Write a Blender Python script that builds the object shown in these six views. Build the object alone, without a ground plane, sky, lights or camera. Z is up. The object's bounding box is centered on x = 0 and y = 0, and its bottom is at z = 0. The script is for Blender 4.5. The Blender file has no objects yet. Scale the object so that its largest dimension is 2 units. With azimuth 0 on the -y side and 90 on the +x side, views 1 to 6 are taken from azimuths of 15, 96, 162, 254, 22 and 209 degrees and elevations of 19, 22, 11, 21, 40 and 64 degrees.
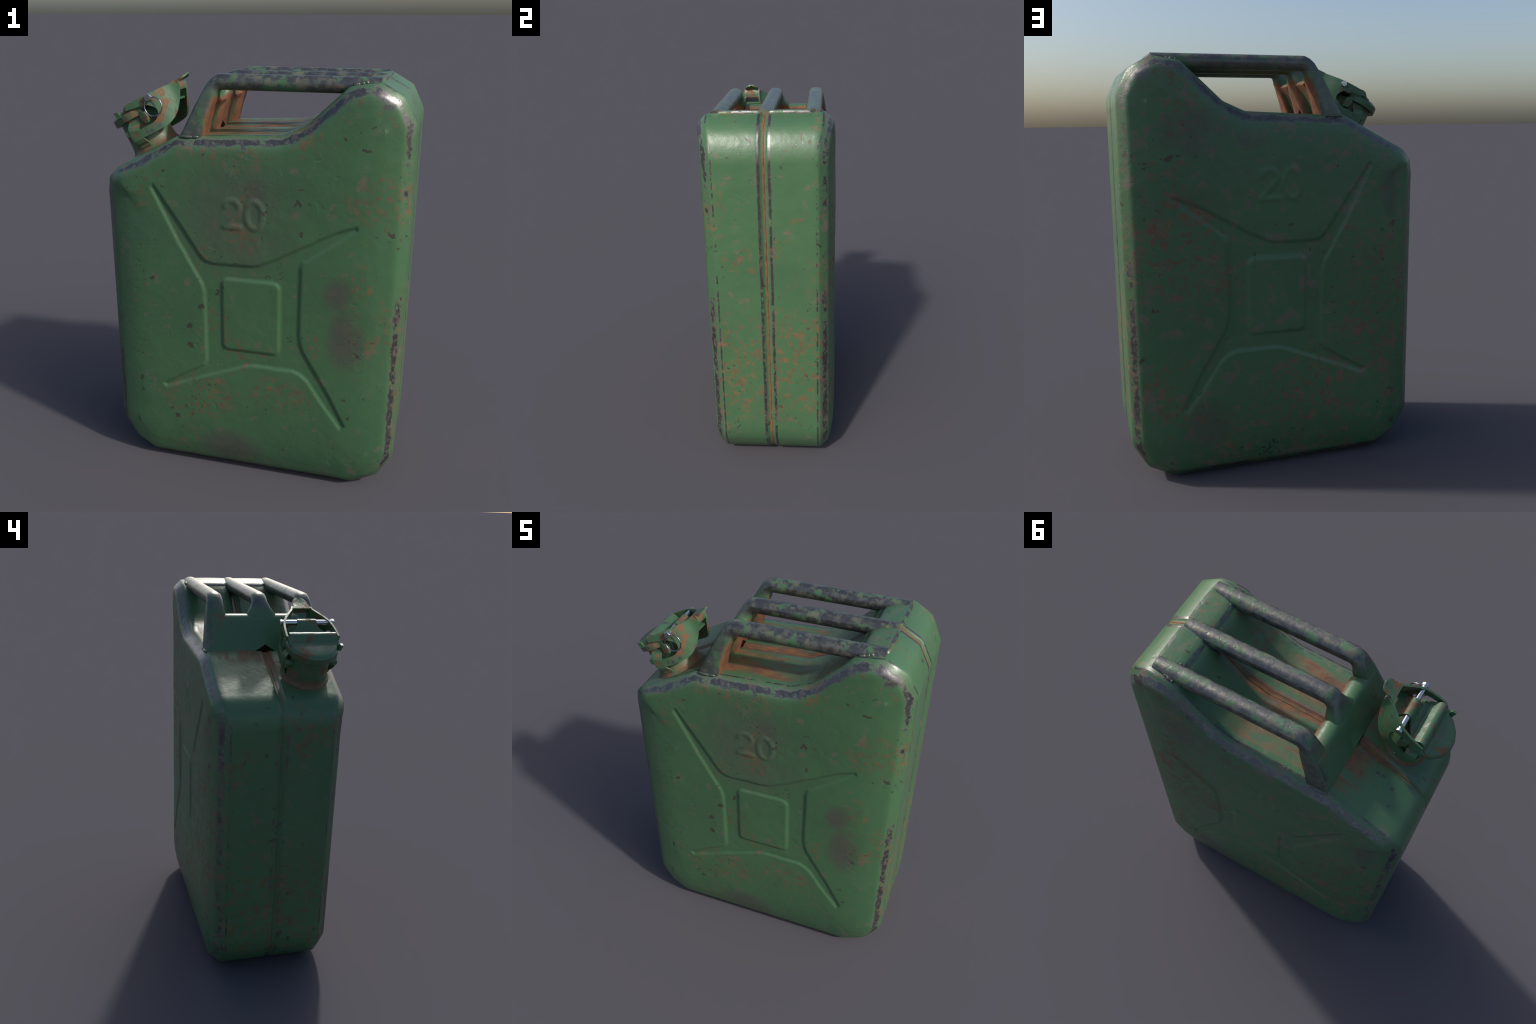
import bpy, math, random
import numpy as np
from mathutils import Vector, noise

random.seed(7)

# ------------------------------------------------------------------ helpers
ROOT = bpy.data.objects.new("fuel_canister", None)
bpy.context.scene.collection.objects.link(ROOT)
ROOT["label"] = "worn green steel fuel canister with three-bar handle and spout"
ROOT["category"] = "jerry can"


def make(name, verts, faces, mats, parent=ROOT, smooth=True, angle=None, bevel=0.0,
         solidify=0.0, offset=0.0, face_mats=None, subdiv=0):
    me = bpy.data.meshes.new(name)
    me.from_pydata([tuple(map(float, v)) for v in verts], [], [tuple(map(int, f)) for f in faces])
    if not isinstance(mats, (list, tuple)):
        mats = [mats]
    for m in mats:
        me.materials.append(m)
    if face_mats is not None:
        me.polygons.foreach_set("material_index", face_mats)
    me.update()
    ob = bpy.data.objects.new(name, me)
    bpy.context.scene.collection.objects.link(ob)
    ob.parent = parent
    if solidify:
        md = ob.modifiers.new("solid", "SOLIDIFY")
        md.thickness = solidify
        md.offset = offset
        md.use_even_offset = True
    if bevel:
        md = ob.modifiers.new("bev", "BEVEL")
        md.width = bevel
        md.segments = 2
        md.limit_method = "ANGLE"
        md.angle_limit = math.radians(35)
    if solidify:
        md = ob.modifiers.new("edges", "EDGE_SPLIT")
        md.split_angle = math.radians(38)
    if subdiv:
        md = ob.modifiers.new("sub", "SUBSURF")
        md.levels = subdiv
        md.render_levels = subdiv
    if smooth:
        me.polygons.foreach_set("use_smooth", [True] * len(me.polygons))
        if angle is not None:
            me.set_sharp_from_angle(angle=math.radians(angle))
    return ob


def grid_faces(nu, nv, close_u=False, close_v=False, flip=False, base=0):
    f = []
    for i in range(nu if close_u else nu - 1):
        for j in range(nv if close_v else nv - 1):
            a = i * nv + j
            b = ((i + 1) % nu) * nv + j
            c = ((i + 1) % nu) * nv + (j + 1) % nv
            d = i * nv + (j + 1) % nv
            q = (base + a, base + b, base + c, base + d)
            f.append(q[::-1] if flip else q)
    return f


def join(parts):
    """merge [(verts, faces), ...] into one vertex / face list"""
    V, F = [], []
    for v, f in parts:
        o = len(V)
        V.extend(v)
        F.extend([tuple(o + i for i in q) for q in f])
    return V, F


def loft(sections, cap=True):
    """closed rings of equal count -> tube with end caps"""
    n = len(sections[0])
    V = [p for s in sections for p in s]
    F = grid_faces(len(sections), n, close_v=True)
    if cap:
        F.append(tuple(range(n))[::-1][::-1])
        F.append(tuple(range((len(sections) - 1) * n, len(sections) * n))[::-1])
    return V, F


def fix_normals(ob):
    import bmesh
    bm = bmesh.new()
    bm.from_mesh(ob.data)
    bmesh.ops.recalc_face_normals(bm, faces=bm.faces)
    bm.to_mesh(ob.data)
    bm.free()
    return ob


def smoothstep(a, b, x):
    t = np.clip((x - a) / (b - a), 0, 1)
    return t * t * (3 - 2 * t)


# ------------------------------------------------------------------ materials
class NT:
    """small node-graph builder"""
    def __init__(self, name):
        self.mat = bpy.data.materials.new(name)
        self.mat.use_nodes = True
        self.t = self.mat.node_tree
        self.t.nodes.clear()
        self.out = self.t.nodes.new("ShaderNodeOutputMaterial")
        self.bsdf = self.t.nodes.new("ShaderNodeBsdfPrincipled")
        self.t.links.new(self.bsdf.outputs[0], self.out.inputs[0])
        self.co = self.t.nodes.new("ShaderNodeTexCoord").outputs["Object"]
        sep = self.t.nodes.new("ShaderNodeSeparateXYZ")
        self.t.links.new(self.co, sep.inputs[0])
        self.x, self.y, self.z = sep.outputs

    def set(self, sock, val):
        if isinstance(val, bpy.types.NodeSocket):
            self.t.links.new(val, sock)
        else:
            sock.default_value = val

    def m(self, op, a, b=0.0, c=0.0, clamp=False):
        n = self.t.nodes.new("ShaderNodeMath")
        n.operation = op
        n.use_clamp = clamp
        for s, v in zip(n.inputs, (a, b, c)):
            self.set(s, v)
        return n.outputs[0]

    def noise(self, scale, detail=4.0, rough=0.6, offset=(0, 0, 0), stretch=(1, 1, 1), distort=0.0):
        mp = self.t.nodes.new("ShaderNodeMapping")
        mp.inputs["Location"].default_value = offset
        mp.inputs["Scale"].default_value = stretch
        self.t.links.new(self.co, mp.inputs[0])
        n = self.t.nodes.new("ShaderNodeTexNoise")
        n.inputs["Scale"].default_value = scale
        n.inputs["Detail"].default_value = detail
        n.inputs["Roughness"].default_value = rough
        n.inputs["Distortion"].default_value = distort
        self.t.links.new(mp.outputs[0], n.inputs["Vector"])
        return n.outputs[0]

    def ramp(self, v, lo, hi):
        n = self.t.nodes.new("ShaderNodeMapRange")
        n.interpolation_type = "SMOOTHSTEP"
        n.inputs[1].default_value = lo
        n.inputs[2].default_value = hi
        self.set(n.inputs[0], v)
        return n.outputs[0]

    def mix(self, f, a, b):
        n = self.t.nodes.new("ShaderNodeMix")
        n.data_type = "RGBA"
        self.set(n.inputs[0], f)
        for s, v in ((n.inputs[6], a), (n.inputs[7], b)):
            self.set(s, (*v, 1.0) if isinstance(v, tuple) and len(v) == 3 else v)
        return n.outputs[2]

    def mixf(self, f, a, b):
        n = self.t.nodes.new("ShaderNodeMix")
        n.data_type = "FLOAT"
        self.set(n.inputs[0], f)
        self.set(n.inputs[2], a)
        self.set(n.inputs[3], b)
        return n.outputs[0]

    def band(self, v, c, w, soft):
        """1 where |v-c| < w, falling to 0 over soft"""
        d = self.m("ABSOLUTE", self.m("SUBTRACT", v, c))
        return self.m("SUBTRACT", 1.0, self.ramp(d, w, w + soft))

    def blob(self, cx, cz, rx, rz):
        """soft round patch in x-z"""
        a = self.m("DIVIDE", self.m("SUBTRACT", self.x, cx), rx)
        b = self.m("DIVIDE", self.m("SUBTRACT", self.z, cz), rz)
        d = self.m("ADD", self.m("MULTIPLY", a, a), self.m("MULTIPLY", b, b))
        return self.m("SUBTRACT", 1.0, self.ramp(d, 0.0, 1.0))

    def mx(self, *v):
        r = v[0]
        for k in v[1:]:
            r = self.m("MAXIMUM", r, k)
        return r

    def mul(self, *v):
        r = v[0]
        for k in v[1:]:
            r = self.m("MULTIPLY", r, k)
        return r

    def bump(self, height, strength, dist):
        n = self.t.nodes.new("ShaderNodeBump")
        n.inputs["Strength"].default_value = strength
        n.inputs["Distance"].default_value = dist
        self.set(n.inputs["Height"], height)
        self.t.links.new(n.outputs[0], self.bsdf.inputs["Normal"])

    def finish(self, col, metal, rough, spec=0.5):
        self.set(self.bsdf.inputs["Base Color"], col)
        self.set(self.bsdf.inputs["Metallic"], metal)
        self.set(self.bsdf.inputs["Roughness"], rough)
        self.bsdf.inputs["Specular IOR Level"].default_value = spec
        return self.mat


GREEN = (0.056, 0.131, 0.060)
GREEN_B = (0.050, 0.116, 0.056)
METAL = (0.112, 0.112, 0.112)
RUST = (0.210, 0.074, 0.028)
RUST_DK = (0.110, 0.046, 0.026)
PRIMER = (0.150, 0.108, 0.088)


def painted(name, kind):
    k = NT(name)
    big = k.noise(2.2, 3, 0.55)
    col = k.mix(k.ramp(big, 0.35, 0.7), GREEN, GREEN_B)
    fine = k.noise(34, 5, 0.65, (3, 1, 7))
    mid = k.noise(11, 4, 0.65, (1, 9, 4))
    area = k.noise(3.1, 2, 0.5, (8, 2, 5))
    speck = k.noise(60, 3, 0.6, (2, 6, 1))
    # faded primer showing through in flecks, loosely clustered
    f_primer = k.mul(k.ramp(k.m("ADD", mid, k.m("MULTIPLY", fine, 0.5)), 0.86, 0.94), 0.55)
    if kind == "shell":
        bk = k.m("GREATER_THAN", k.y, 0.26)
        f_primer = k.mx(f_primer, k.mul(bk, k.ramp(k.m("ADD", mid, k.m("MULTIPLY", fine, 0.5)), 0.80, 0.88), 0.6))
    # rust freckles, denser in clusters
    f_rust = k.ramp(k.m("ADD", k.m("MULTIPLY", fine, 0.62), k.m("MULTIPLY", area, 0.62)), 0.70, 0.78)
    f_rust = k.mul(f_rust, 0.5)
    f_chip = k.ramp(k.m("ADD", speck, k.m("MULTIPLY", k.noise(5, 2, 0.5, (5, 5, 1)), 0.55)), 0.985, 1.02)
    ay = k.m("ABSOLUTE", k.y)
    metal_mask = f_chip
    if kind == "shell":
        n1 = k.noise(9, 4, 0.65, (0, 3, 3), (1, 1, 1))
        n2 = k.noise(26, 4, 0.7, (4, 0, 2))
        worn = k.m("ADD", k.m("MULTIPLY", n1, 0.5), k.m("MULTIPLY", n2, 0.5))
        # rounded shoulder between side wall and pressed panel: rubbed to metal in ragged strips
        wide = k.mixf(k.ramp(k.x, 0.60, 0.64), k.ramp(k.z, 1.50, 1.58), k.ramp(k.z, 1.80, 1.96))
        lowright = k.mul(k.ramp(k.x, 0.45, 0.64), k.m("SUBTRACT", 1.0, k.ramp(k.z, 0.80, 1.15)))
        left = k.m("SUBTRACT", 1.0, k.ramp(k.x, -0.68, -0.62))
        topedge = k.mul(wide, k.m("SUBTRACT", 1.0, k.ramp(k.x, 0.45, 0.70)))
        bottom = k.m("SUBTRACT", 1.0, k.ramp(k.z, 0.02, 0.13))
        corner = k.blob(0.60, 1.88, 0.17, 0.22)
        bias = k.mx(k.mul(corner, 0.13), k.mul(lowright, 0.12), k.mul(topedge, 0.115), k.mul(bottom, 0.06), k.mul(left, 0.05), k.mul(wide, 0.04))
        ayr = k.m("ADD", ay, k.m("MULTIPLY", k.m("SUBTRACT", n2, 0.5), 0.045))
        shift = k.m("SUBTRACT", ayr, k.m("MULTIPLY", wide, 0.027))
        keep = k.mx(k.m("SUBTRACT", 1.0, k.ramp(k.x, 0.42, 0.50)), k.ramp(k.z, 1.86, 1.90), k.ramp(k.x, 0.655, 0.668))
        e1 = k.mul(keep, k.band(shift, 0.300, 0.009, 0.006), k.ramp(k.m("ADD", worn, bias), 0.525, 0.59))
        shift2 = k.m("SUBTRACT", ay, k.m("MULTIPLY", wide, 0.032))
        e2 = k.mul(k.band(shift2, 0.260, 0.0025, 0.004), k.ramp(k.m("ADD", worn, k.mul(bias, 0.5)), 0.51, 0.56))
        thin = k.mul(keep, k.band(shift, 0.297, 0.009, 0.013), k.ramp(k.m("ADD", worn, k.m("MULTIPLY", bias, 1.3)), 0.48, 0.64), 0.62)
        # lips of the seam channel
        right = k.ramp(k.x, 0.3, 0.5)
        e3 = k.mul(k.band(k.m("ADD", ay, k.m("MULTIPLY", k.m("SUBTRACT", n2, 0.5), 0.012)), 0.028, 0.0055, 0.003),
                   k.ramp(k.m("ADD", worn, k.mul(right, 0.11)), 0.50, 0.54))
        metal_mask = k.mx(metal_mask, e1, e2, e3)
        # grey rubbed patches
        front = k.m("LESS_THAN", k.y, -0.2)
        back = k.m("GREATER_THAN", k.y, 0.2)
        sm = k.mul(front, k.mx(k.mul(k.blob(0.035, 1.50, 0.10, 0.10), 0.75), k.mul(k.blob(-0.05, 1.36, 0.36, 0.36), 0.55),
                               k.mul(k.blob(0.43, 1.04, 0.09, 0.11), 0.85),
                               k.mul(k.blob(0.47, 0.82, 0.11, 0.20), 0.9), k.mul(k.blob(-0.10, 0.14, 0.20, 0.13), 0.8)))
        sb = k.mul(back, k.mx(k.mul(k.blob(0.36, 0.27, 0.16, 0.16), 0.6), k.mul(k.blob(-0.57, 1.36, 0.06, 0.18), 0.6),
                              k.mul(k.blob(0.40, 1.66, 0.20, 0.14), 0.7), k.mul(k.blob(0.14, 1.62, 0.09, 0.06), 0.7)))
        smear = k.mul(k.mx(sm, sb), k.ramp(k.noise(7, 3, 0.6, (6, 6, 6), (1, 1, 0.6)), 0.22, 0.50))
        # rust clusters that the object carries in known places
        rc = k.mx(k.mul(front, k.mx(k.blob(-0.22, 0.42, 0.28, 0.16), k.blob(0.16, 0.48, 0.22, 0.14), k.mul(k.blob(0.66, 1.50, 0.20, 0.18), 0.8),
                                    k.mul(k.blob(-0.10, 1.66, 0.30, 0.10), 0.7), k.mul(k.blob(0.58, 0.88, 0.12, 0.16), 0.7))),
                  k.mul(back, k.mx(k.blob(-0.15, 0.35, 0.34, 0.35), k.blob(0.5, 1.15, 0.3, 0.4), k.blob(-0.5, 0.8, 0.3, 0.5))),
                  k.mul(k.m("GREATER_THAN", k.x, 0.69), k.band(k.z, 0.62, 0.12, 0.40)),
                  k.mul(k.m("LESS_THAN", k.x, -0.69), k.band(k.z, 0.42, 0.12, 0.35)))
        f_cl = k.mul(k.ramp(k.m("ADD", k.m("MULTIPLY", fine, 0.75), k.m("MULTIPLY", mid, 0.35)), 0.53, 0.65), rc, 0.66)
        f_rust = k.mx(f_rust, f_cl)
        # seam channel collects rust, most on the top
        ch = k.mx(k.band(ay, 0.0, 0.003, 0.009), k.mul(k.band(ay, 0.006, 0.018, 0.016), k.ramp(k.z, 1.60, 1.70), k.m("SUBTRACT", 1.0, k.ramp(k.x, 0.2, 0.35))))
        f_seam = k.mul(ch, k.ramp(k.m("ADD", n1, k.mul(k.mx(k.mul(right, 0.5), k.ramp(k.z, 1.55, 1.65)), 0.3)), 0.42, 0.66), 0.85)
        # rust pooling on the top deck under the handle
        deck = k.mul(k.ramp(k.z, 1.66, 1.70), k.band(k.x, -0.14, 0.16, 0.30), k.m("LESS_THAN", ay, 0.262))
        f_deck = k.mul(deck, k.ramp(k.noise(8, 4, 0.6, (0, 0, 9), (0.5, 2.0, 1)), 0.36, 0.62), 0.9)
        # stain ring round the foot of the neck
        nx = k.m("DIVIDE", k.m("ADD", k.x, 0.505), 0.888)
        ny = k.m("ADD", k.y, 0.163)
        rr = k.m("SQRT", k.m("ADD", k.m("MULTIPLY", nx, nx), k.m("MULTIPLY", ny, ny)))
        f_neck = k.mul(k.m("SUBTRACT", 1.0, k.ramp(rr, 0.112, 0.148)), k.ramp(k.z, 1.4, 1.5),
                       k.ramp(n2, 0.32, 0.56), 0.8)
        f_rust = k.mx(f_rust, f_seam, f_deck, f_neck)
    elif kind in ("handle", "plate"):
        n1 = k.noise(10, 4, 0.6, (0, 3, 3), (0.75, 1, 1))
        n2 = k.noise(24, 3, 0.6, (4, 0, 2))
        worn = k.m("ADD", k.m("MULTIPLY", n1, 0.7), k.m("MULTIPLY", n2, 0.4))
        top = k.ramp(k.z, 1.90, 1.96)
        lip = k.mul(k.ramp(ay, 0.27, 0.30), 0.7)
        if kind == "handle":
            metal_mask = k.mx(metal_mask, k.mul(k.mx(top, lip), k.ramp(worn, 0.455, 0.535)))
        else:
            edge = k.mx(k.ramp(k.x, 0.552, 0.562), k.mul(k.m("LESS_THAN", k.x, 0.45), k.ramp(k.x, 0.3, 0.4)), k.ramp(ay, 0.25, 0.28))
            metal_mask = k.mx(metal_mask, k.mul(edge, k.ramp(worn, 0.48, 0.56)))
        f_primer = k.mx(f_primer, k.mul(top, k.ramp(k.noise(17, 4, 0.65, (7, 7, 0)), 0.51, 0.62), 0.62 if kind == "handle" else 0.3))
        # inner, sheltered faces of the upright are solid rust
        inner = k.m("SUBTRACT", k.m("ADD", k.x, 0.262), k.m("MULTIPLY", k.m("SUBTRACT", k.z, 1.722), 0.38))
        inner = k.mul(k.ramp(inner, 0.0, 0.028), k.m("SUBTRACT", 1.0, k.ramp(k.z, 1.885, 1.915)), k.m("LESS_THAN", k.x, 0.0))
        inner = k.mul(inner, k.m("SUBTRACT", 1.0, k.ramp(ay, 0.296, 0.304)))
        f_rust = k.mx(f_rust, k.mul(inner, k.ramp(n2, 0.22, 0.42)))
        under = k.mul(k.m("SUBTRACT", 1.0, k.ramp(k.z, 1.930, 1.945)), k.ramp(k.x, 0.36, 0.44), k.ramp(n2, 0.3, 0.5), 0.8)
        f_rust = k.mx(f_rust, under)
    else:   # spout fittings: more rust, less polish
        n2 = k.noise(22, 4, 0.6, (4, 0, 2))
        f_rust = k.mx(f_rust, k.mul(k.ramp(k.noise(15, 3, 0.6, (3, 8, 2)), 0.53, 0.64), 0.8))
        metal_mask = k.mx(metal_mask, k.mul(k.ramp(n2, 0.60, 0.66), 0.7))
        f_primer = k.mul(k.ramp(mid, 0.56, 0.66), 0.5)
        if kind == "neck":
            # lower part of the neck: heavy rust
            h = k.m("ADD", k.m("MULTIPLY", k.m("ADD", k.x, 0.505), -0.46), k.m("MULTIPLY", k.m("SUBTRACT", k.z, 1.641), 0.888))
            f_rust = k.mx(f_rust, k.mul(k.m("SUBTRACT", 1.0, k.ramp(h, 0.010, 0.060)), k.ramp(n2, 0.3, 0.56), 0.85))
    rust_col = k.mix(k.ramp(k.noise(20, 4, 0.7, (9, 9, 9)), 0.35, 0.68), RUST_DK, RUST)
    col = k.mix(f_primer, col, PRIMER)
    if kind == "shell":
        col = k.mix(k.mul(smear, 0.85), col, (0.072, 0.064, 0.056))
        col = k.mix(thin, col, k.mix(k.ramp(k.z, 0.9, 1.4), (0.098, 0.080, 0.066), (0.125, 0.128, 0.120)))
    # larger flakes gone down to dark oxide
    flake = k.ramp(k.m("ADD", k.noise(19, 3, 0.6, (6, 1, 8)), k.m("MULTIPLY", k.noise(3.5, 2, 0.5, (1, 7, 2)), 0.35)), 0.865, 0.885)
    col = k.mix(k.mul(flake, 0.85), col, (0.048, 0.036, 0.031))
    col = k.mix(f_rust, col, rust_col)
    metal_mask = k.mul(metal_mask, k.m("SUBTRACT", 1.0, k.m("MULTIPLY", f_rust, 0.8)))
    mcol = k.mix(k.ramp(fine, 0.45, 0.62), METAL, (0.160, 0.152, 0.145))
    if kind == "handle":
        metal_mask = k.mul(metal_mask, k.m("SUBTRACT", 1.0, k.m("MULTIPLY", f_primer, 0.9)))
    col = k.mix(metal_mask, col, mcol)
    rough = k.mixf(f_rust, k.mixf(k.ramp(mid, 0.3, 0.7), 0.34, 0.44), 0.78)
    rough = k.mixf(metal_mask, rough, 0.36)
    metal = k.m("MULTIPLY", metal_mask, 0.8)
    h = k.m("ADD", k.m("MULTIPLY", k.noise(14, 3, 0.5, (1, 1, 1)), 0.7), k.m("MULTIPLY", fine, 0.22))
    h = k.m("SUBTRACT", h, k.m("MULTIPLY", metal_mask, 0.10))
    pits = k.mul(k.ramp(k.noise(22, 2, 0.5, (4, 4, 9)), 0.62, 0.74), k.ramp(k.noise(4, 2, 0.5, (2, 8, 3)), 0.45, 0.6))
    h = k.m("SUBTRACT", h, k.m("MULTIPLY", pits, 0.26))
    k.bump(h, 0.45, 0.007)
    return k.finish(col, metal, rough)


def plain(name, c1, c2, metal, rough, scale=30, bump=0.0):
    k = NT(name)
    n = k.noise(scale, 4, 0.6)
    if bump:
        k.bump(n, 0.4, bump)
    return k.finish(k.mix(k.ramp(n, 0.35, 0.65), c1, c2), metal, rough)


M_SHELL = painted("worn_green_paint", "shell")
M_HANDLE = painted("rubbed_green_paint", "handle")
M_PLATE = painted("plate_green_paint", "plate")
M_FIT = painted("fitting_green_paint", "fitting")
M_NECK = painted("neck_green_paint", "neck")
M_STEEL = plain("bright_steel", (0.62, 0.63, 0.66), (0.50, 0.51, 0.54), 1.0, 0.24)
M_WIRE = plain("dark_steel_wire", (0.35, 0.36, 0.40), (0.22, 0.23, 0.26), 1.0, 0.25)
M_WELD = plain("weld_metal", (0.050, 0.090, 0.055), (0.14, 0.12, 0.11), 0.5, 0.38, 60)
k = NT("seam_rust")
n = k.noise(24, 4, 0.6)
c_r = k.mix(k.ramp(n, 0.35, 0.65), RUST_DK, (0.22, 0.095, 0.042))
amount = k.mul(k.mx(k.ramp(k.x, 0.3, 0.6), k.ramp(k.z, 1.5, 1.65)), k.ramp(k.noise(9, 3, 0.6, (2, 2, 2)), 0.25, 0.5))
k.bump(n, 0.4, 0.004)
M_RUST = k.finish(k.mix(k.m("ADD", k.m("MULTIPLY", amount, 0.8), 0.12), GREEN_B, c_r), 0.0, 0.65)

# ------------------------------------------------------------------ canister shell
# outline of the side wall in x-z: bottom chain and top chain, both left to right
BOTTOM = [(-0.722, 0.188), (-0.651, 0.070), (-0.541, 0.0), (0.524, 0.0), (0.648, 0.066), (0.720, 0.184)]
TOP = [(-0.7235, 1.440), (-0.710, 1.507), (-0.664, 1.558), (-0.345, 1.723), (0.146, 1.745), (0.249, 1.790),
       (0.438, 1.966), (0.567, 1.984), (0.666, 1.929), (0.7225, 1.818)]
# how far the crown / shoulder is pressed wider than the side walls, per vertex of POLY
WIDE = [0.0, 0.0, 0.0, 0.1, 0.2, 0.2] + [0.0, 0.35, 0.85, 1.0, 1.0, 1.0, 1.0, 0.95, 0.45, 0.05][::-1]
POLY = BOTTOM + TOP[::-1]          # counter-clockwise seen from -y
NP = len(POLY)


def inset_poly(d):
    P = [np.array(p) for p in POLY]
    out = []
    for i in range(NP):
        a, b, c = P[i - 1], P[i], P[(i + 1) % NP]
        e1 = (b - a) / np.linalg.norm(b - a)
        e2 = (c - b) / np.linalg.norm(c - b)
        n1 = np.array([-e1[1], e1[0]])
        n2 = np.array([-e2[1], e2[0]])
        m = n1 + n2
        out.append(b + m * (d / (1 + n1 @ n2)))
    return out


NC = 5      # samples in each rounded corner


def sample_counts(chain, total):
    w = [abs(b[0] - a[0]) + 0.35 * math.dist(a, b) for a, b in zip(chain, chain[1:])]
    s = sum(w)
    c = [max(2, round(total * k / s)) for k in w]
    c[int(np.argmax(c))] += total - sum(c)
    return c


N_ALONG, N_UP = 250, 250
CB = sample_counts(BOTTOM, N_ALONG)
CT = sample_counts(TOP, N_ALONG)
COUNTS = CB + [N_UP] + CT[::-1] + [N_UP]


def ring(d, soft=0.10):
    """sampled outline inset by d; each corner softened with a short quadratic"""
    V = inset_poly(d)
    R = []
    L = [np.linalg.norm(V[(i + 1) % NP] - V[i]) for i in range(NP)]
    t = [min(soft * L[i - 1], soft * L[i], soft * 0.14) for i in range(NP)]
    for i in range(NP):
        a, b = V[i], V[(i + 1) % NP]
        n = COUNTS[i]
        e = (b - a) / L[i]
        prev = (V[i] - V[i - 1]) / L[i - 1]
        nxt = (V[(i + 2) % NP] - b) / L[(i + 1) % NP]
        for j in range(n):
            s = L[i] * j / n
            if s < t[i]:                       # leaving corner i
                q = 0.5 + 0.5 * s / t[i]
                p0, p2 = a - prev * t[i], a + e * t[i]
                p = (1 - q) ** 2 * p0 + 2 * q * (1 - q) * a + q * q * p2
            elif s > L[i] - t[(i + 1) % NP]:   # entering corner i+1
                tt = t[(i + 1) % NP]
                q = 0.5 - 0.5 * (L[i] - s) / tt
                p0, p2 = b - e * tt, b + nxt * tt
                p = (1 - q) ** 2 * p0 + 2 * q * (1 - q) * b + q * q * p2
            else:
                p = a + e * s
            R.append(p)
    return np.array(R)


def widen():
    W_ = []
    for i in range(NP):
        a, b = WIDE[i], WIDE[(i + 1) % NP]
        for j in range(COUNTS[i]):
            q = j / COUNTS[i]
            W_.append(a + (b - a) * q)
    W_ = np.array(W_)
    # ease the change over about 0.2 m of outline
    rg = ring(0.0)
    seg = np.linalg.norm(np.roll(rg, -1, 0) - rg, axis=1)
    pos = np.cumsum(seg)
    tot = pos[-1]
    out = np.empty_like(W_)
    for i in range(len(W_)):
        d = np.abs(pos - pos[i])
        d = np.minimum(d, tot - d)
        k = np.exp(-(d / 0.06) ** 2) * seg
        out[i] = (k * W_).sum() / k.sum()
    return out


# pressed X with a raised square in the middle (x-z), and the capacity figure
X_TOP = [(-0.456, 1.500), (-0.306, 1.284), (-0.225, 1.165), (-0.200, 1.146), (-0.164, 1.138), (0.020, 1.140), (0.060, 1.148),
         (0.134, 1.184), (0.334, 1.294), (0.424, 1.340), (0.500, 1.364)]
X_RIGHT = [(0.502, 1.350), (0.400, 1.275), (0.266, 1.182), (0.255, 1.157), (0.251, 0.834), (0.257, 0.780), (0.272, 0.735),
           (0.296, 0.694), (0.401, 0.521), (0.484, 0.360)]
X_BOTTOM = [(0.468, 0.342), (0.359, 0.490), (0.300, 0.580), (0.265, 0.612), (0.227, 0.626), (0.030, 0.628), (-0.010, 0.620),
            (-0.206, 0.542), (-0.430, 0.446)]
X_LEFT = [(-0.445, 0.464), (-0.348, 0.521), (-0.221, 0.598), (-0.208, 0.623), (-0.208, 0.791), (-0.211, 0.990), (-0.222, 1.030),
          (-0.253, 1.084), (-0.337, 1.230), (-0.466, 1.486)]
X_POLY = X_TOP + X_RIGHT + X_BOTTOM + X_LEFT


def poly_sd(poly, x, z):
    """signed distance, negative inside"""
    d = np.full(x.shape, 9.0)
    inside = np.zeros(x.shape, bool)
    n = len(poly)
    for i in range(n):
        ax, az = poly[i]
        bx, bz = poly[(i + 1) % n]
        ex, ez = bx - ax, bz - az
        t = np.clip(((x - ax) * ex + (z - az) * ez) / (ex * ex + ez * ez), 0, 1)
        d = np.minimum(d, np.hypot(x - ax - t * ex, z - az - t * ez))
        if ez:
            cross = ((az > z) != (bz > z)) & (x < (bx - ax) * (z - az) / ez + ax)
            inside ^= cross
    return np.where(inside, -d, d)


def stroke_d(pts, x, z):
    d = np.full(x.shape, 9.0)
    for (ax, az), (bx, bz) in zip(pts, pts[1:]):
        ex, ez = bx - ax, bz - az
        t = np.clip(((x - ax) * ex + (z - az) * ez) / (ex * ex + ez * ez + 1e-12), 0, 1)
        d = np.minimum(d, np.hypot(x - ax - t * ex, z - az - t * ez))
    return d


def figure_strokes(cx, cz, s, mirror):
    """digits 2 and 0 as pen strokes, height about 0.125 * s"""
    two = [(-0.058 + 0.034 * math.cos(a), 0.028 + 0.034 * math.sin(a))
           for a in np.linspace(math.radians(165), math.radians(-30), 12)]
    two += [(-0.094, -0.062), (-0.022, -0.062)]
    zero = [(0.048 + 0.038 * math.cos(a), 0.062 * math.sin(a)) for a in np.linspace(0, 2 * math.pi, 28)]
    k = -1 if mirror else 1
    return [[(cx + k * s * px, cz + s * pz) for px, pz in st] for st in (two, zero)]


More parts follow.
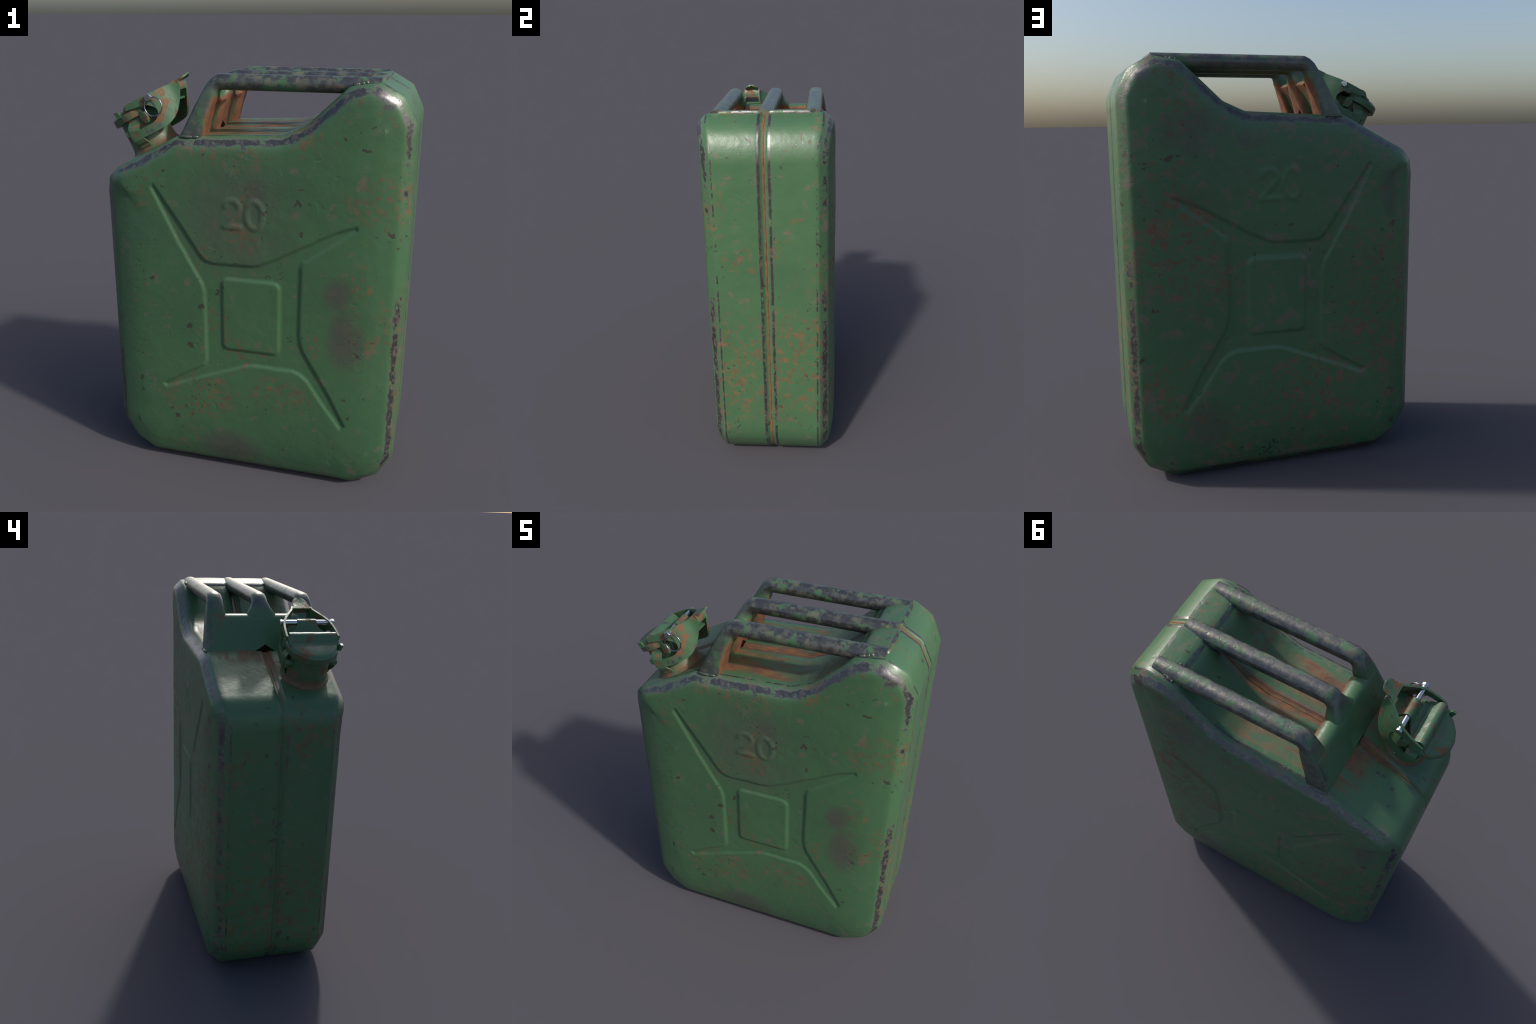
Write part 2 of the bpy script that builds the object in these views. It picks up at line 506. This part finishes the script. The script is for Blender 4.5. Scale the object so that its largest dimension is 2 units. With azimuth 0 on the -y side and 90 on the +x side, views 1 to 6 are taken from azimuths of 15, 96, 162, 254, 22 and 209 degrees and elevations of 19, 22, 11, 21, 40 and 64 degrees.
def relief(x, z, mirror):
    sd = poly_sd(X_POLY, x, z)
    r = -0.0075 * (1 - smoothstep(-0.010, 0.010, sd))
    sq = np.hypot(np.maximum(np.abs(x - 0.017) - 0.111, 0), np.maximum(np.abs(z - 0.885) - 0.154, 0)) - 0.03
    r = r + 0.0075 * (1 - smoothstep(-0.010, 0.010, sq))
    for st in figure_strokes(-0.012, 1.388 if not mirror else 1.412, 1.0 if not mirror else 1.08, mirror):
        r = r + (0.0026 if mirror else 0.0036) * (1 - smoothstep(0.003, 0.021, stroke_d(st, x, z)))
    return r


# depth profile: (inset, distance from the seam plane)
# third value: the same ring where the shell is pressed wide (crown and shoulder)
PROFILE = [(0.0075, 0.0, 0.0), (0.0075, 0.007, 0.007), (0.0065, 0.012, 0.012), (0.003, 0.018, 0.018), (0.0005, 0.021, 0.021), (0.0, 0.025, 0.025),
           (0.0, 0.08, 0.09), (0.0, 0.16, 0.18), (0.0, 0.235, 0.270), (0.0, 0.260, 0.293), (0.002, 0.2665, 0.300), (0.006, 0.272, 0.305),
           (0.014, 0.281, 0.3135), (0.024, 0.292, 0.324), (0.033, 0.3015, 0.333), (0.040, 0.3085, 0.339), (0.047, 0.3135, 0.343),
           (0.056, 0.3175, 0.3455), (0.070, 0.322, 0.347), (0.085, 0.326, 0.348), (0.105, 0.3315, 0.349), (0.125, 0.336, 0.350)]
D_PANEL = PROFILE[-1][0]


def shell_mesh(side, soft):
    mirror = side > 0
    V = []
    rings = []
    wd = widen()
    for d, y, yw in PROFILE:
        rg = ring(d, soft)
        rings.append(rg)
        yy = y + (yw - y) * wd
        # the ramp behind the bars is pressed slightly hollow between its rims
        hollow = np.exp(-((rg[:, 0] - 0.39) / 0.07) ** 2) * (rg[:, 1] > 1.2) * (1 - smoothstep(0.20, 0.285, yy))
        V.append(np.column_stack([rg[:, 0], yy, rg[:, 1] - 0.002 * hollow]))
    n = len(rings[0])
    last = rings[-1]
    # structured patch spanning the panel between the four chains of the last ring
    nb, nt = sum(CB), sum(CT)
    bot = last[0:nb + 1]
    right = last[nb:nb + N_UP + 1]
    top = last[nb + N_UP:nb + N_UP + nt + 1][::-1]
    left = np.vstack([last[nb + N_UP + nt:], last[:1]])[::-1]
    s = np.linspace(0, 1, nb + 1)[:, None, None]
    t = np.linspace(0, 1, N_UP + 1)[None, :, None]
    G = ((1 - t) * bot[:, None] + t * top[:, None] + (1 - s) * left[None] + s * right[None]
         - (1 - s) * (1 - t) * bot[0] - s * (1 - t) * bot[-1] - (1 - s) * t * top[0] - s * t * top[-1])
    gx, gz = G[..., 0], G[..., 1]
    bd = np.abs(poly_sd([tuple(p) for p in inset_poly(D_PANEL)], gx, gz))
    # panel depth: border height carried inward from the nearest rim sample, rising to a flat field
    rim_y = V[-1][:, 1]
    flat = last.astype(np.float32)
    near = np.empty(gx.shape)
    for i in range(gx.shape[0]):
        dd = (gx[i][:, None] - flat[::2, 0]) ** 2 + (gz[i][:, None] - flat[::2, 1]) ** 2
        wgt = 1.0 / (dd + 0.00003 + (0.4 * bd[i][:, None]) ** 2) ** 2
        near[i] = (wgt * rim_y[::2]).sum(1) / wgt.sum(1)
    gy = near + (0.3530 - near) * (1 - np.exp(-bd / 0.09))
    gy = gy + relief(gx, gz, mirror)
    # shallow dents and waviness of beaten sheet
    wob = np.array([[noise.noise((a * 3.1, side * 5.0, b * 3.1)) * 0.0022 + noise.noise((a * 9, side * 3.0, b * 9)) * 0.0008
                     for a, b in zip(ra, rb)] for ra, rb in zip(gx, gz)])
    gy = gy + wob * smoothstep(0.0, 0.05, bd)
    base = len(PROFILE) * n
    verts = np.vstack(V)
    F = grid_faces(len(PROFILE), n, close_v=True)
    # map patch nodes: border nodes reuse the last ring
    idx = -np.ones((nb + 1, N_UP + 1), int)
    lo = (len(PROFILE) - 1) * n
    for i in range(nb + 1):
        idx[i, 0] = lo + i
        idx[i, N_UP] = lo + (nb + N_UP + nt - i) % n
    for j in range(N_UP + 1):
        idx[nb, j] = lo + nb + j
        idx[0, j] = lo + (n - j) % n
    extra = []
    for i in range(1, nb):
        for j in range(1, N_UP):
            idx[i, j] = base + len(extra)
            extra.append((gx[i, j], gy[i, j], gz[i, j]))
    verts = np.vstack([verts, np.array(extra)])
    for i in range(nb):
        for j in range(N_UP):
            F.append((idx[i, j], idx[i, j + 1], idx[i + 1, j + 1], idx[i + 1, j]))
    if side < 0:
        verts = verts * np.array([1, -1, 1])
        F = [f[::-1] for f in F]
    return verts, F


def shell(side):
    # shading normals come from a softer version of the same shell, the outline stays crisp
    v, f = shell_mesh(side, 0.46)
    tmp = fix_normals(make("tmp", v, f, M_SHELL))
    nor = np.empty(len(v) * 3, np.float32)
    tmp.data.vertex_normals.foreach_get("vector", nor)
    bpy.data.objects.remove(tmp, do_unlink=True)
    v, f = shell_mesh(side, 0.10)
    ob = fix_normals(make("shell_half", v, f, M_SHELL))
    ob.data.normals_split_custom_set_from_vertices(nor.reshape(-1, 3).tolist())
    return ob


shell(-1)
shell(1)

# thin rusty weld bead at the bottom of the seam channel
rg = ring(0.0085)
keep = rg[::4]
tang = np.roll(keep, -1, 0) - np.roll(keep, 1, 0)
tang /= np.linalg.norm(tang, axis=1)[:, None]
nor = np.column_stack([tang[:, 1], -tang[:, 0]])
V = []
for i, (p, nn) in enumerate(zip(keep, nor)):
    w = 0.0042 + 0.0012 * noise.noise((p[0] * 30, 0, p[1] * 30))
    for a in np.linspace(0, 2 * math.pi, 6, endpoint=False):
        V.append((p[0] + nn[0] * w * math.sin(a), w * math.cos(a), p[1] + nn[1] * w * math.sin(a)))
fix_normals(make("seam_weld", V, grid_faces(len(keep), 6, close_u=True, close_v=True), M_RUST))

# ------------------------------------------------------------------ handle
HANDLE = bpy.data.objects.new("handle", None)
bpy.context.scene.collection.objects.link(HANDLE)
HANDLE.parent = ROOT


def section(o, i, ya, yb, p, n=24, notch=0.0):
    """ring between outer point o and inner point i (x,z), spanning ya..yb in y, superellipse power p"""
    o, i = np.array(o), np.array(i)
    c, h = (o + i) / 2, (o - i) / 2
    yc, yh = (ya + yb) / 2, (yb - ya) / 2
    R = []
    for a in np.linspace(0, 2 * math.pi, n, endpoint=False):
        ca, sa = math.cos(a), math.sin(a)
        k = (abs(ca) ** p + abs(sa) ** p) ** (-1.0 / p)
        q = c + h * (sa * k)
        y = yc + yh * ca * k
        R.append((q[0], y, q[1] + max(0.0, notch * (1 - abs(y) / 0.05))))
    return R


for yc in (-0.238, 0.0, 0.238):
    sg = np.sign(yc)
    hw = 0.042

    def span(inner, outer):
        """inner / outer half spans measured from the bar centre line"""
        if sg == 0:
            return -inner, inner
        return (yc - inner, yc + outer) if sg > 0 else (yc - outer, yc + inner)
    S = []
    for x in (0.561, 0.40, 0.25, 0.10, -0.05, -0.135):
        S.append(section((x, 2.0), (x, 1.928), *span(hw, hw), 2.25))
    S.append(section((-0.160, 1.9995), (-0.148, 1.927), *span(hw, hw), 2.3))
    S.append(section((-0.183, 1.989), (-0.155, 1.921), *span(hw, hw), 2.5))
    S.append(section((-0.206, 1.967), (-0.160, 1.910), *span(hw + 0.001, hw + 0.003), 3.0))
    S.append(section((-0.226, 1.933), (-0.164, 1.893), *span(hw + 0.005 if sg else 0.058, hw + 0.008), 3.6))
    S.append(section((-0.246, 1.895), (-0.176, 1.868), *span(hw + 0.008 if sg else 0.084, hw + 0.013), 5.0))
    S.append(section((-0.290, 1.808), (-0.201, 1.800), *span(hw + 0.010 if sg else 0.090, hw + 0.022), 6.5))
    S.append(section((-0.334, 1.722), (-0.222, 1.722), *span(hw + 0.013 if sg else 0.095, hw + 0.031), 8.0, notch=0.0 if sg else 0.036))
    if sg:
        S.append(section((-0.338, 1.710), (-0.227, 1.712), *span(hw + 0.013, hw + 0.031), 8.0))
    v, f = loft(S)
    fix_normals(make("handle_bar", v, f, M_HANDLE, HANDLE, angle=60))

# web plate between the uprights, folded over at the top and notched over the seam
prof = [(-0.3345, 1.7205), (-0.314, 1.7625), (-0.292, 1.8065), (-0.262, 1.867), (-0.252, 1.883), (-0.240, 1.8925), (-0.224, 1.896),
        (-0.203, 1.894), (-0.184, 1.886), (-0.174, 1.873), (-0.181, 1.860), (-0.206, 1.832), (-0.236, 1.774), (-0.262, 1.7205)]
ys = np.concatenate([np.linspace(-0.288, -0.205, 6), [-0.203], np.linspace(-0.2, -0.075, 8), [-0.072], np.linspace(-0.05, 0.05, 11),
                     [0.072], np.linspace(0.075, 0.2, 8), [0.203], np.linspace(0.205, 0.288, 6)])
V = []
for y in ys:
    for (x, z) in prof:
        up = max(0.0, 0.037 * (1 - abs(y) / 0.055)) * max(0.0, 1 - (z - 1.7205) / 0.09)
        if not 0.0725 < abs(y) < 0.2025:       # folded lip only between the uprights
            x = min(x, -0.215)
        V.append((x + up * 0.5, y * (1.0 - 0.070 * (z - 1.7205) / 0.17), z + up))
F = grid_faces(len(ys), len(prof), close_v=True)
F += [tuple(range(len(prof))), tuple(range((len(ys) - 1) * len(prof), len(ys) * len(prof)))]
fix_normals(make("handle_web", V, F, M_PLATE, HANDLE, angle=50))

# end plate: lies on the crown of the shell and carries the bar ends
PL = [(0.5715, 1.979), (0.5710, 1.9870), (0.5670, 1.9925), (0.555, 1.9925), (0.530, 1.9895), (0.505, 1.986), (0.480, 1.982), (0.458, 1.9765),
      (0.443, 1.968), (0.433, 1.957), (0.425, 1.944), (0.419, 1.931)]
ys = np.linspace(-1, 1, 57)
V = []
for (x, z) in PL:
    hwid = 0.240 + 0.047 * smoothstep(0.565, 0.450, np.array(x)) if x > 0.45 else 0.287
    hwid = 0.238 + 0.049 * float(np.clip((0.5715 - x) / 0.13, 0, 1))
    for t in ys:
        y = t * hwid
        nt = max(0.0, 1 - abs(y) / 0.026) * float(np.clip((x - 0.53) / 0.03, 0, 1))
        roll = 0.010 * max(0.0, (abs(t) - 0.93) / 0.07) ** 2
        hump = 0.0035 * math.cos(min(1.0, abs(abs(y) - 0.119) / 0.119) * math.pi / 2)
        V.append((x - 0.018 * nt, y, z - 0.004 * nt - roll + 0.6 * hump))
make("handle_end_plate", V, grid_faces(len(PL), len(ys)), M_PLATE, HANDLE, solidify=0.008, offset=-1, angle=50)
fix_normals(bpy.data.objects["handle_end_plate"])


# weld beads where the bars run into the plate, and at the feet
def ball(c, r, nu=10, nv=6, sq=(1, 1, 1)):
    V = []
    for i in range(nu):
        a = 2 * math.pi * i / nu
        for j in range(nv + 1):
            b = math.pi * j / nv
            V.append((c[0] + sq[0] * r * math.cos(a) * math.sin(b), c[1] + sq[1] * r * math.sin(a) * math.sin(b), c[2] + sq[2] * r * math.cos(b)))
    return V, grid_faces(nu, nv + 1, close_u=True)


rnd = random.Random(3)
beads = []
for yc in (-0.238, 0.0, 0.238):
    for s in (-1, 1):
        for q in np.linspace(0.10, 1, 17):
            x = 0.560 - 0.105 * q
            y = yc + s * (0.010 + 0.034 * q ** 0.8)
            z = 1.9945 - 0.020 * q
            beads.append(ball((x + rnd.uniform(-.002, .002), y + rnd.uniform(-.002, .002), z - 0.005), rnd.uniform(0.0075, 0.0115), 8, 5, (1.2, 1, 0.8)))
ob = make("bar_weld", *join(beads), M_WELD, HANDLE)
ob["kind"] = "stuff"
for s in (-1, 1):
    blobs = [ball((-0.296, s * 0.306, 1.722), 0.017, 12, 8, (2.2, 0.7, 0.55)), ball((-0.255, s * 0.307, 1.723), 0.013, 12, 8, (1.4, 0.7, 0.6))]
    make("foot_weld", *join(blobs), M_HANDLE, HANDLE)
# spot weld on the deck
make("spot_weld", *ball((-0.165, -0.118, 1.7275), 0.016, 14, 8, (1, 1, 0.3)), M_WELD)

# ------------------------------------------------------------------ spout: local frame on the sloping shoulder
AX = np.array([-0.46, 0, 0.888])
AX /= np.linalg.norm(AX)
UU = np.array([AX[2], 0, -AX[0]])
ORG = np.array([-0.502, -0.163, 1.641])


def W(u, v, w):
    return tuple(ORG + UU * u + np.array([0, 1, 0]) * v + AX * w)


def lathe(profile, n, umax=9.0, cap=False):
    V = []
    for r, w in profile:
        for k in range(n):
            a = 2 * math.pi * (k + 0.5) / n
            V.append(W(min(umax, r * math.cos(a)), r * math.sin(a), w))
    F = grid_faces(len(profile), n, close_v=True)
    if cap:
        F += [tuple(range(n)), tuple(range((len(profile) - 1) * n, len(profile) * n))]
    return V, F


def rod(p, q, r, n, r2=None):
    """cylinder between local points p and q with end caps"""
    p, q = np.array(W(*p)), np.array(W(*q))
    d = (q - p) / np.linalg.norm(q - p)
    a = np.cross(d, AX)
    if np.linalg.norm(a) < 1e-3:
        a = np.cross(d, UU)
    a /= np.linalg.norm(a)
    b = np.cross(d, a)
    R = []
    for c, rr in ((p, r), (q, r2 or r)):
        R.append([tuple(c + rr * (math.cos(t) * a + math.sin(t) * b)) for t in np.linspace(0, 2 * math.pi, n, endpoint=False)])
    return loft(R)


NECK = make("neck", *lathe([(0.135, -0.020), (0.130, -0.004), (0.120, 0.006), (0.113, 0.016), (0.110, 0.030), (0.108, 0.060), (0.108, 0.120),
                            (0.108, 0.170), (0.100, 0.172)], 28, cap=True), M_NECK, angle=60)
fix_normals(NECK)

CAP = make("cap", *lathe([(0.105, 0.161), (0.133, 0.162), (0.1345, 0.177), (0.1335, 0.192), (0.124, 0.2025), (0.119, 0.2055),
                          (0.06, 0.206)], 16, umax=0.064, cap=True), M_FIT, angle=35)
fix_normals(CAP)
# locating tab on the rim
v, f = join([loft([[W(-0.060, s, 0.190), W(-0.034, s, 0.188), W(-0.038, s * 1.05, 0.217), W(-0.058, s * 1.05, 0.221)] for s in (-0.119, -0.131)])])
fix_normals(make("rim_tab", v, f, M_FIT, CAP, angle=30))

# cap tongue: ridge, saddle, roll round the hinge pin, tail
TG = [(-0.034, 0.2065, 0.126), (-0.020, 0.2085, 0.127), (-0.012, 0.214, 0.126), (-0.004, 0.2255, 0.124), (0.006, 0.2335, 0.121), (0.018, 0.2365, 0.119),
      (0.030, 0.2335, 0.117), (0.039, 0.223, 0.115), (0.046, 0.210, 0.113), (0.056, 0.2005, 0.110), (0.070, 0.196, 0.100), (0.084, 0.197, 0.082),
      (0.096, 0.203, 0.064), (0.107, 0.213, 0.053), (0.116, 0.2225, 0.049), (0.126, 0.2285, 0.048), (0.137, 0.2295, 0.048), (0.147, 0.2255, 0.048),
      (0.154, 0.2165, 0.048), (0.158, 0.204, 0.050), (0.164, 0.190, 0.056), (0.174, 0.179, 0.064), (0.190, 0.170, 0.068), (0.208, 0.163, 0.062), (0.226, 0.156, 0.054)]
V = []
tv = np.linspace(-1, 1, 9)
for u, w, h in TG:
    for t in tv:
        V.append(W(u, t * h, w + 0.0015 * noise.noise((u * 40, t * 3, 2.0))))
ob = make("tongue", V, grid_faces(len(TG), len(tv)), M_FIT, CAP, solidify=0.010, offset=-1, angle=50)
fix_normals(ob)

# clamp lever: two hook-shaped cheeks bending in to a back strip, with a thumb tab
LEVER = bpy.data.objects.new("clamp_lever", None)
bpy.context.scene.collection.objects.link(LEVER)
LEVER.parent = ROOT
OUT = [(0.006, 0.229), (0.045, 0.2295), (0.090, 0.2295), (0.125, 0.229), (0.160, 0.2285), (0.195, 0.228), (0.225, 0.2275), (0.250, 0.227), (0.2585, 0.212), (0.2580, 0.188),
       (0.246, 0.163), (0.228, 0.132), (0.206, 0.100), (0.188, 0.083), (0.167, 0.070), (0.145, 0.065), (0.115, 0.062), (0.080, 0.061), (0.040, 0.062), (0.0, 0.064)]
INN = [(0.002, 0.205), (0.045, 0.1985), (0.075, 0.194), (0.095, 0.190), (0.108, 0.184), (0.118, 0.177), (0.125, 0.170), (0.131, 0.161), (0.135, 0.152), (0.137, 0.142),
       (0.135, 0.132), (0.130, 0.123), (0.122, 0.115), (0.113, 0.109), (0.103, 0.105), (0.092, 0.103), (0.080, 0.102), (0.060, 0.102), (0.030, 0.103), (0.0, 0.105)]


def arch(u):
    return float(np.interp(u, [0, 0.06, 0.115, 0.135, 0.155, 0.175, 0.195, 0.215, 0.235, 0.2585], [0.1315, 0.129, 0.121, 0.113, 0.103, 0.091, 0.076, 0.060, 0.048, 0.043]))


for s in (-1, 1):
    V = []
    K = 9
    for (a, b), (c, d) in zip(OUT, INN):
        for q in np.linspace(0, 1, K):
            u, w = a + (c - a) * q, b + (d - b) * q
            V.append(W(u, s * arch(u), w))
    ob = make("cheek", V, grid_faces(len(OUT), K), M_FIT, LEVER, solidify=0.010, offset=0, angle=50)
    fix_normals(ob)
# back strip
V = []
for w, u in ((0.2275, 0.2585), (0.212, 0.2590), (0.196, 0.2560), (0.186, 0.2500)):
    for v in np.linspace(-0.046, 0.046, 7):
        V.append(W(u, v, w))
fix_normals(make("back_strip", V, grid_faces(4, 7), M_FIT, LEVER, solidify=0.010, angle=50))
# thumb tab
V = []
for u, h, w in ((0.228, 0.050, 0.2265), (0.244, 0.041, 0.2270), (0.256, 0.037, 0.2275), (0.268, 0.0385, 0.2285), (0.280, 0.0385, 0.230), (0.291, 0.034, 0.232), (0.300, 0.026, 0.234), (0.307, 0.013, 0.236)):
    for t in np.linspace(-1, 1, 7):
        V.append(W(u, t * h, w + 0.004 * t * t * float(np.clip((u - 0.25) / 0.03, 0, 1)) * -1))
fix_normals(make("thumb_tab", V, grid_faces(8, 7), M_FIT, LEVER, solidify=0.008, angle=50))

# hinge pin with hexagon ends and the split ring
v, f = rod((0.134, -0.134, 0.212), (0.134, 0.128, 0.212), 0.0135, 14)
PIN = fix_normals(make("hinge_pin", v, f, M_STEEL, LEVER, angle=40))
for a, b, r in ((-0.128, -0.145, 0.0180), (0.122, 0.136, 0.0160)):
    v, f = rod((0.134, a, 0.212), (0.134, b, 0.212), r, 6)
    fix_normals(make("pin_head", v, f, M_STEEL, PIN, angle=30, bevel=0.0018))
c = np.array([-0.459, -0.2945, 1.850])
V = []
for i in range(40):
    a = 2 * math.pi * i / 40
    ra = np.array([math.cos(a), 0.06 * math.sin(a), math.sin(a)])
    for j in range(8):
        b = 2 * math.pi * j / 8
        V.append(tuple(c + ra * (0.0425 + 0.0034 * math.cos(b)) + np.array([0, 1, 0]) * 0.0034 * math.sin(b)))
fix_normals(make("split_ring", V, grid_faces(40, 8, close_u=True, close_v=True), M_WIRE, PIN))

# straps that hold the lever pivots, one each side of the neck
for s in (-1, 1):
    path = [(0.006, 0.156, 0.110, 0.026), (0.004, 0.140, 0.113, 0.026), (-0.004, 0.122, 0.129, 0.026), (-0.006, 0.108, 0.1335, 0.026), (-0.008, 0.082, 0.1335, 0.026),
            (-0.003, 0.062, 0.1335, 0.026), (0.002, 0.047, 0.126, 0.026), (0.004, 0.036, 0.115, 0.026), (0.004, 0.022, 0.112, 0.026)]
    V = []
    for u, w, v, h in path:
        for t in (-1, 0, 1):
            V.append(W(u + h * t, s * v, w - 0.010 * t * (1 if w > 0.1 else 0.2)))
    ob = fix_normals(make("strap", V, grid_faces(len(path), 3), M_FIT, NECK, solidify=0.006, smooth=False))
    v, f = rod((-0.040, s * 0.095, 0.106), (-0.040, s * 0.133, 0.106), 0.0185, 10, 0.016)
    fix_normals(make("pivot_bolt", v, f, M_FIT, NECK, angle=40, bevel=0.002))
    # lug on the cap that the hook bears on
    lug = [[W(u, s * v, w) for u, w in ((0.050, 0.176), (0.042, 0.148), (0.054, 0.114), (0.074, 0.112), (0.084, 0.140), (0.080, 0.165))] for v in (0.085, 0.122)]
    fix_normals(make("cap_lug", *loft(lug), M_FIT, CAP, angle=30, bevel=0.004))
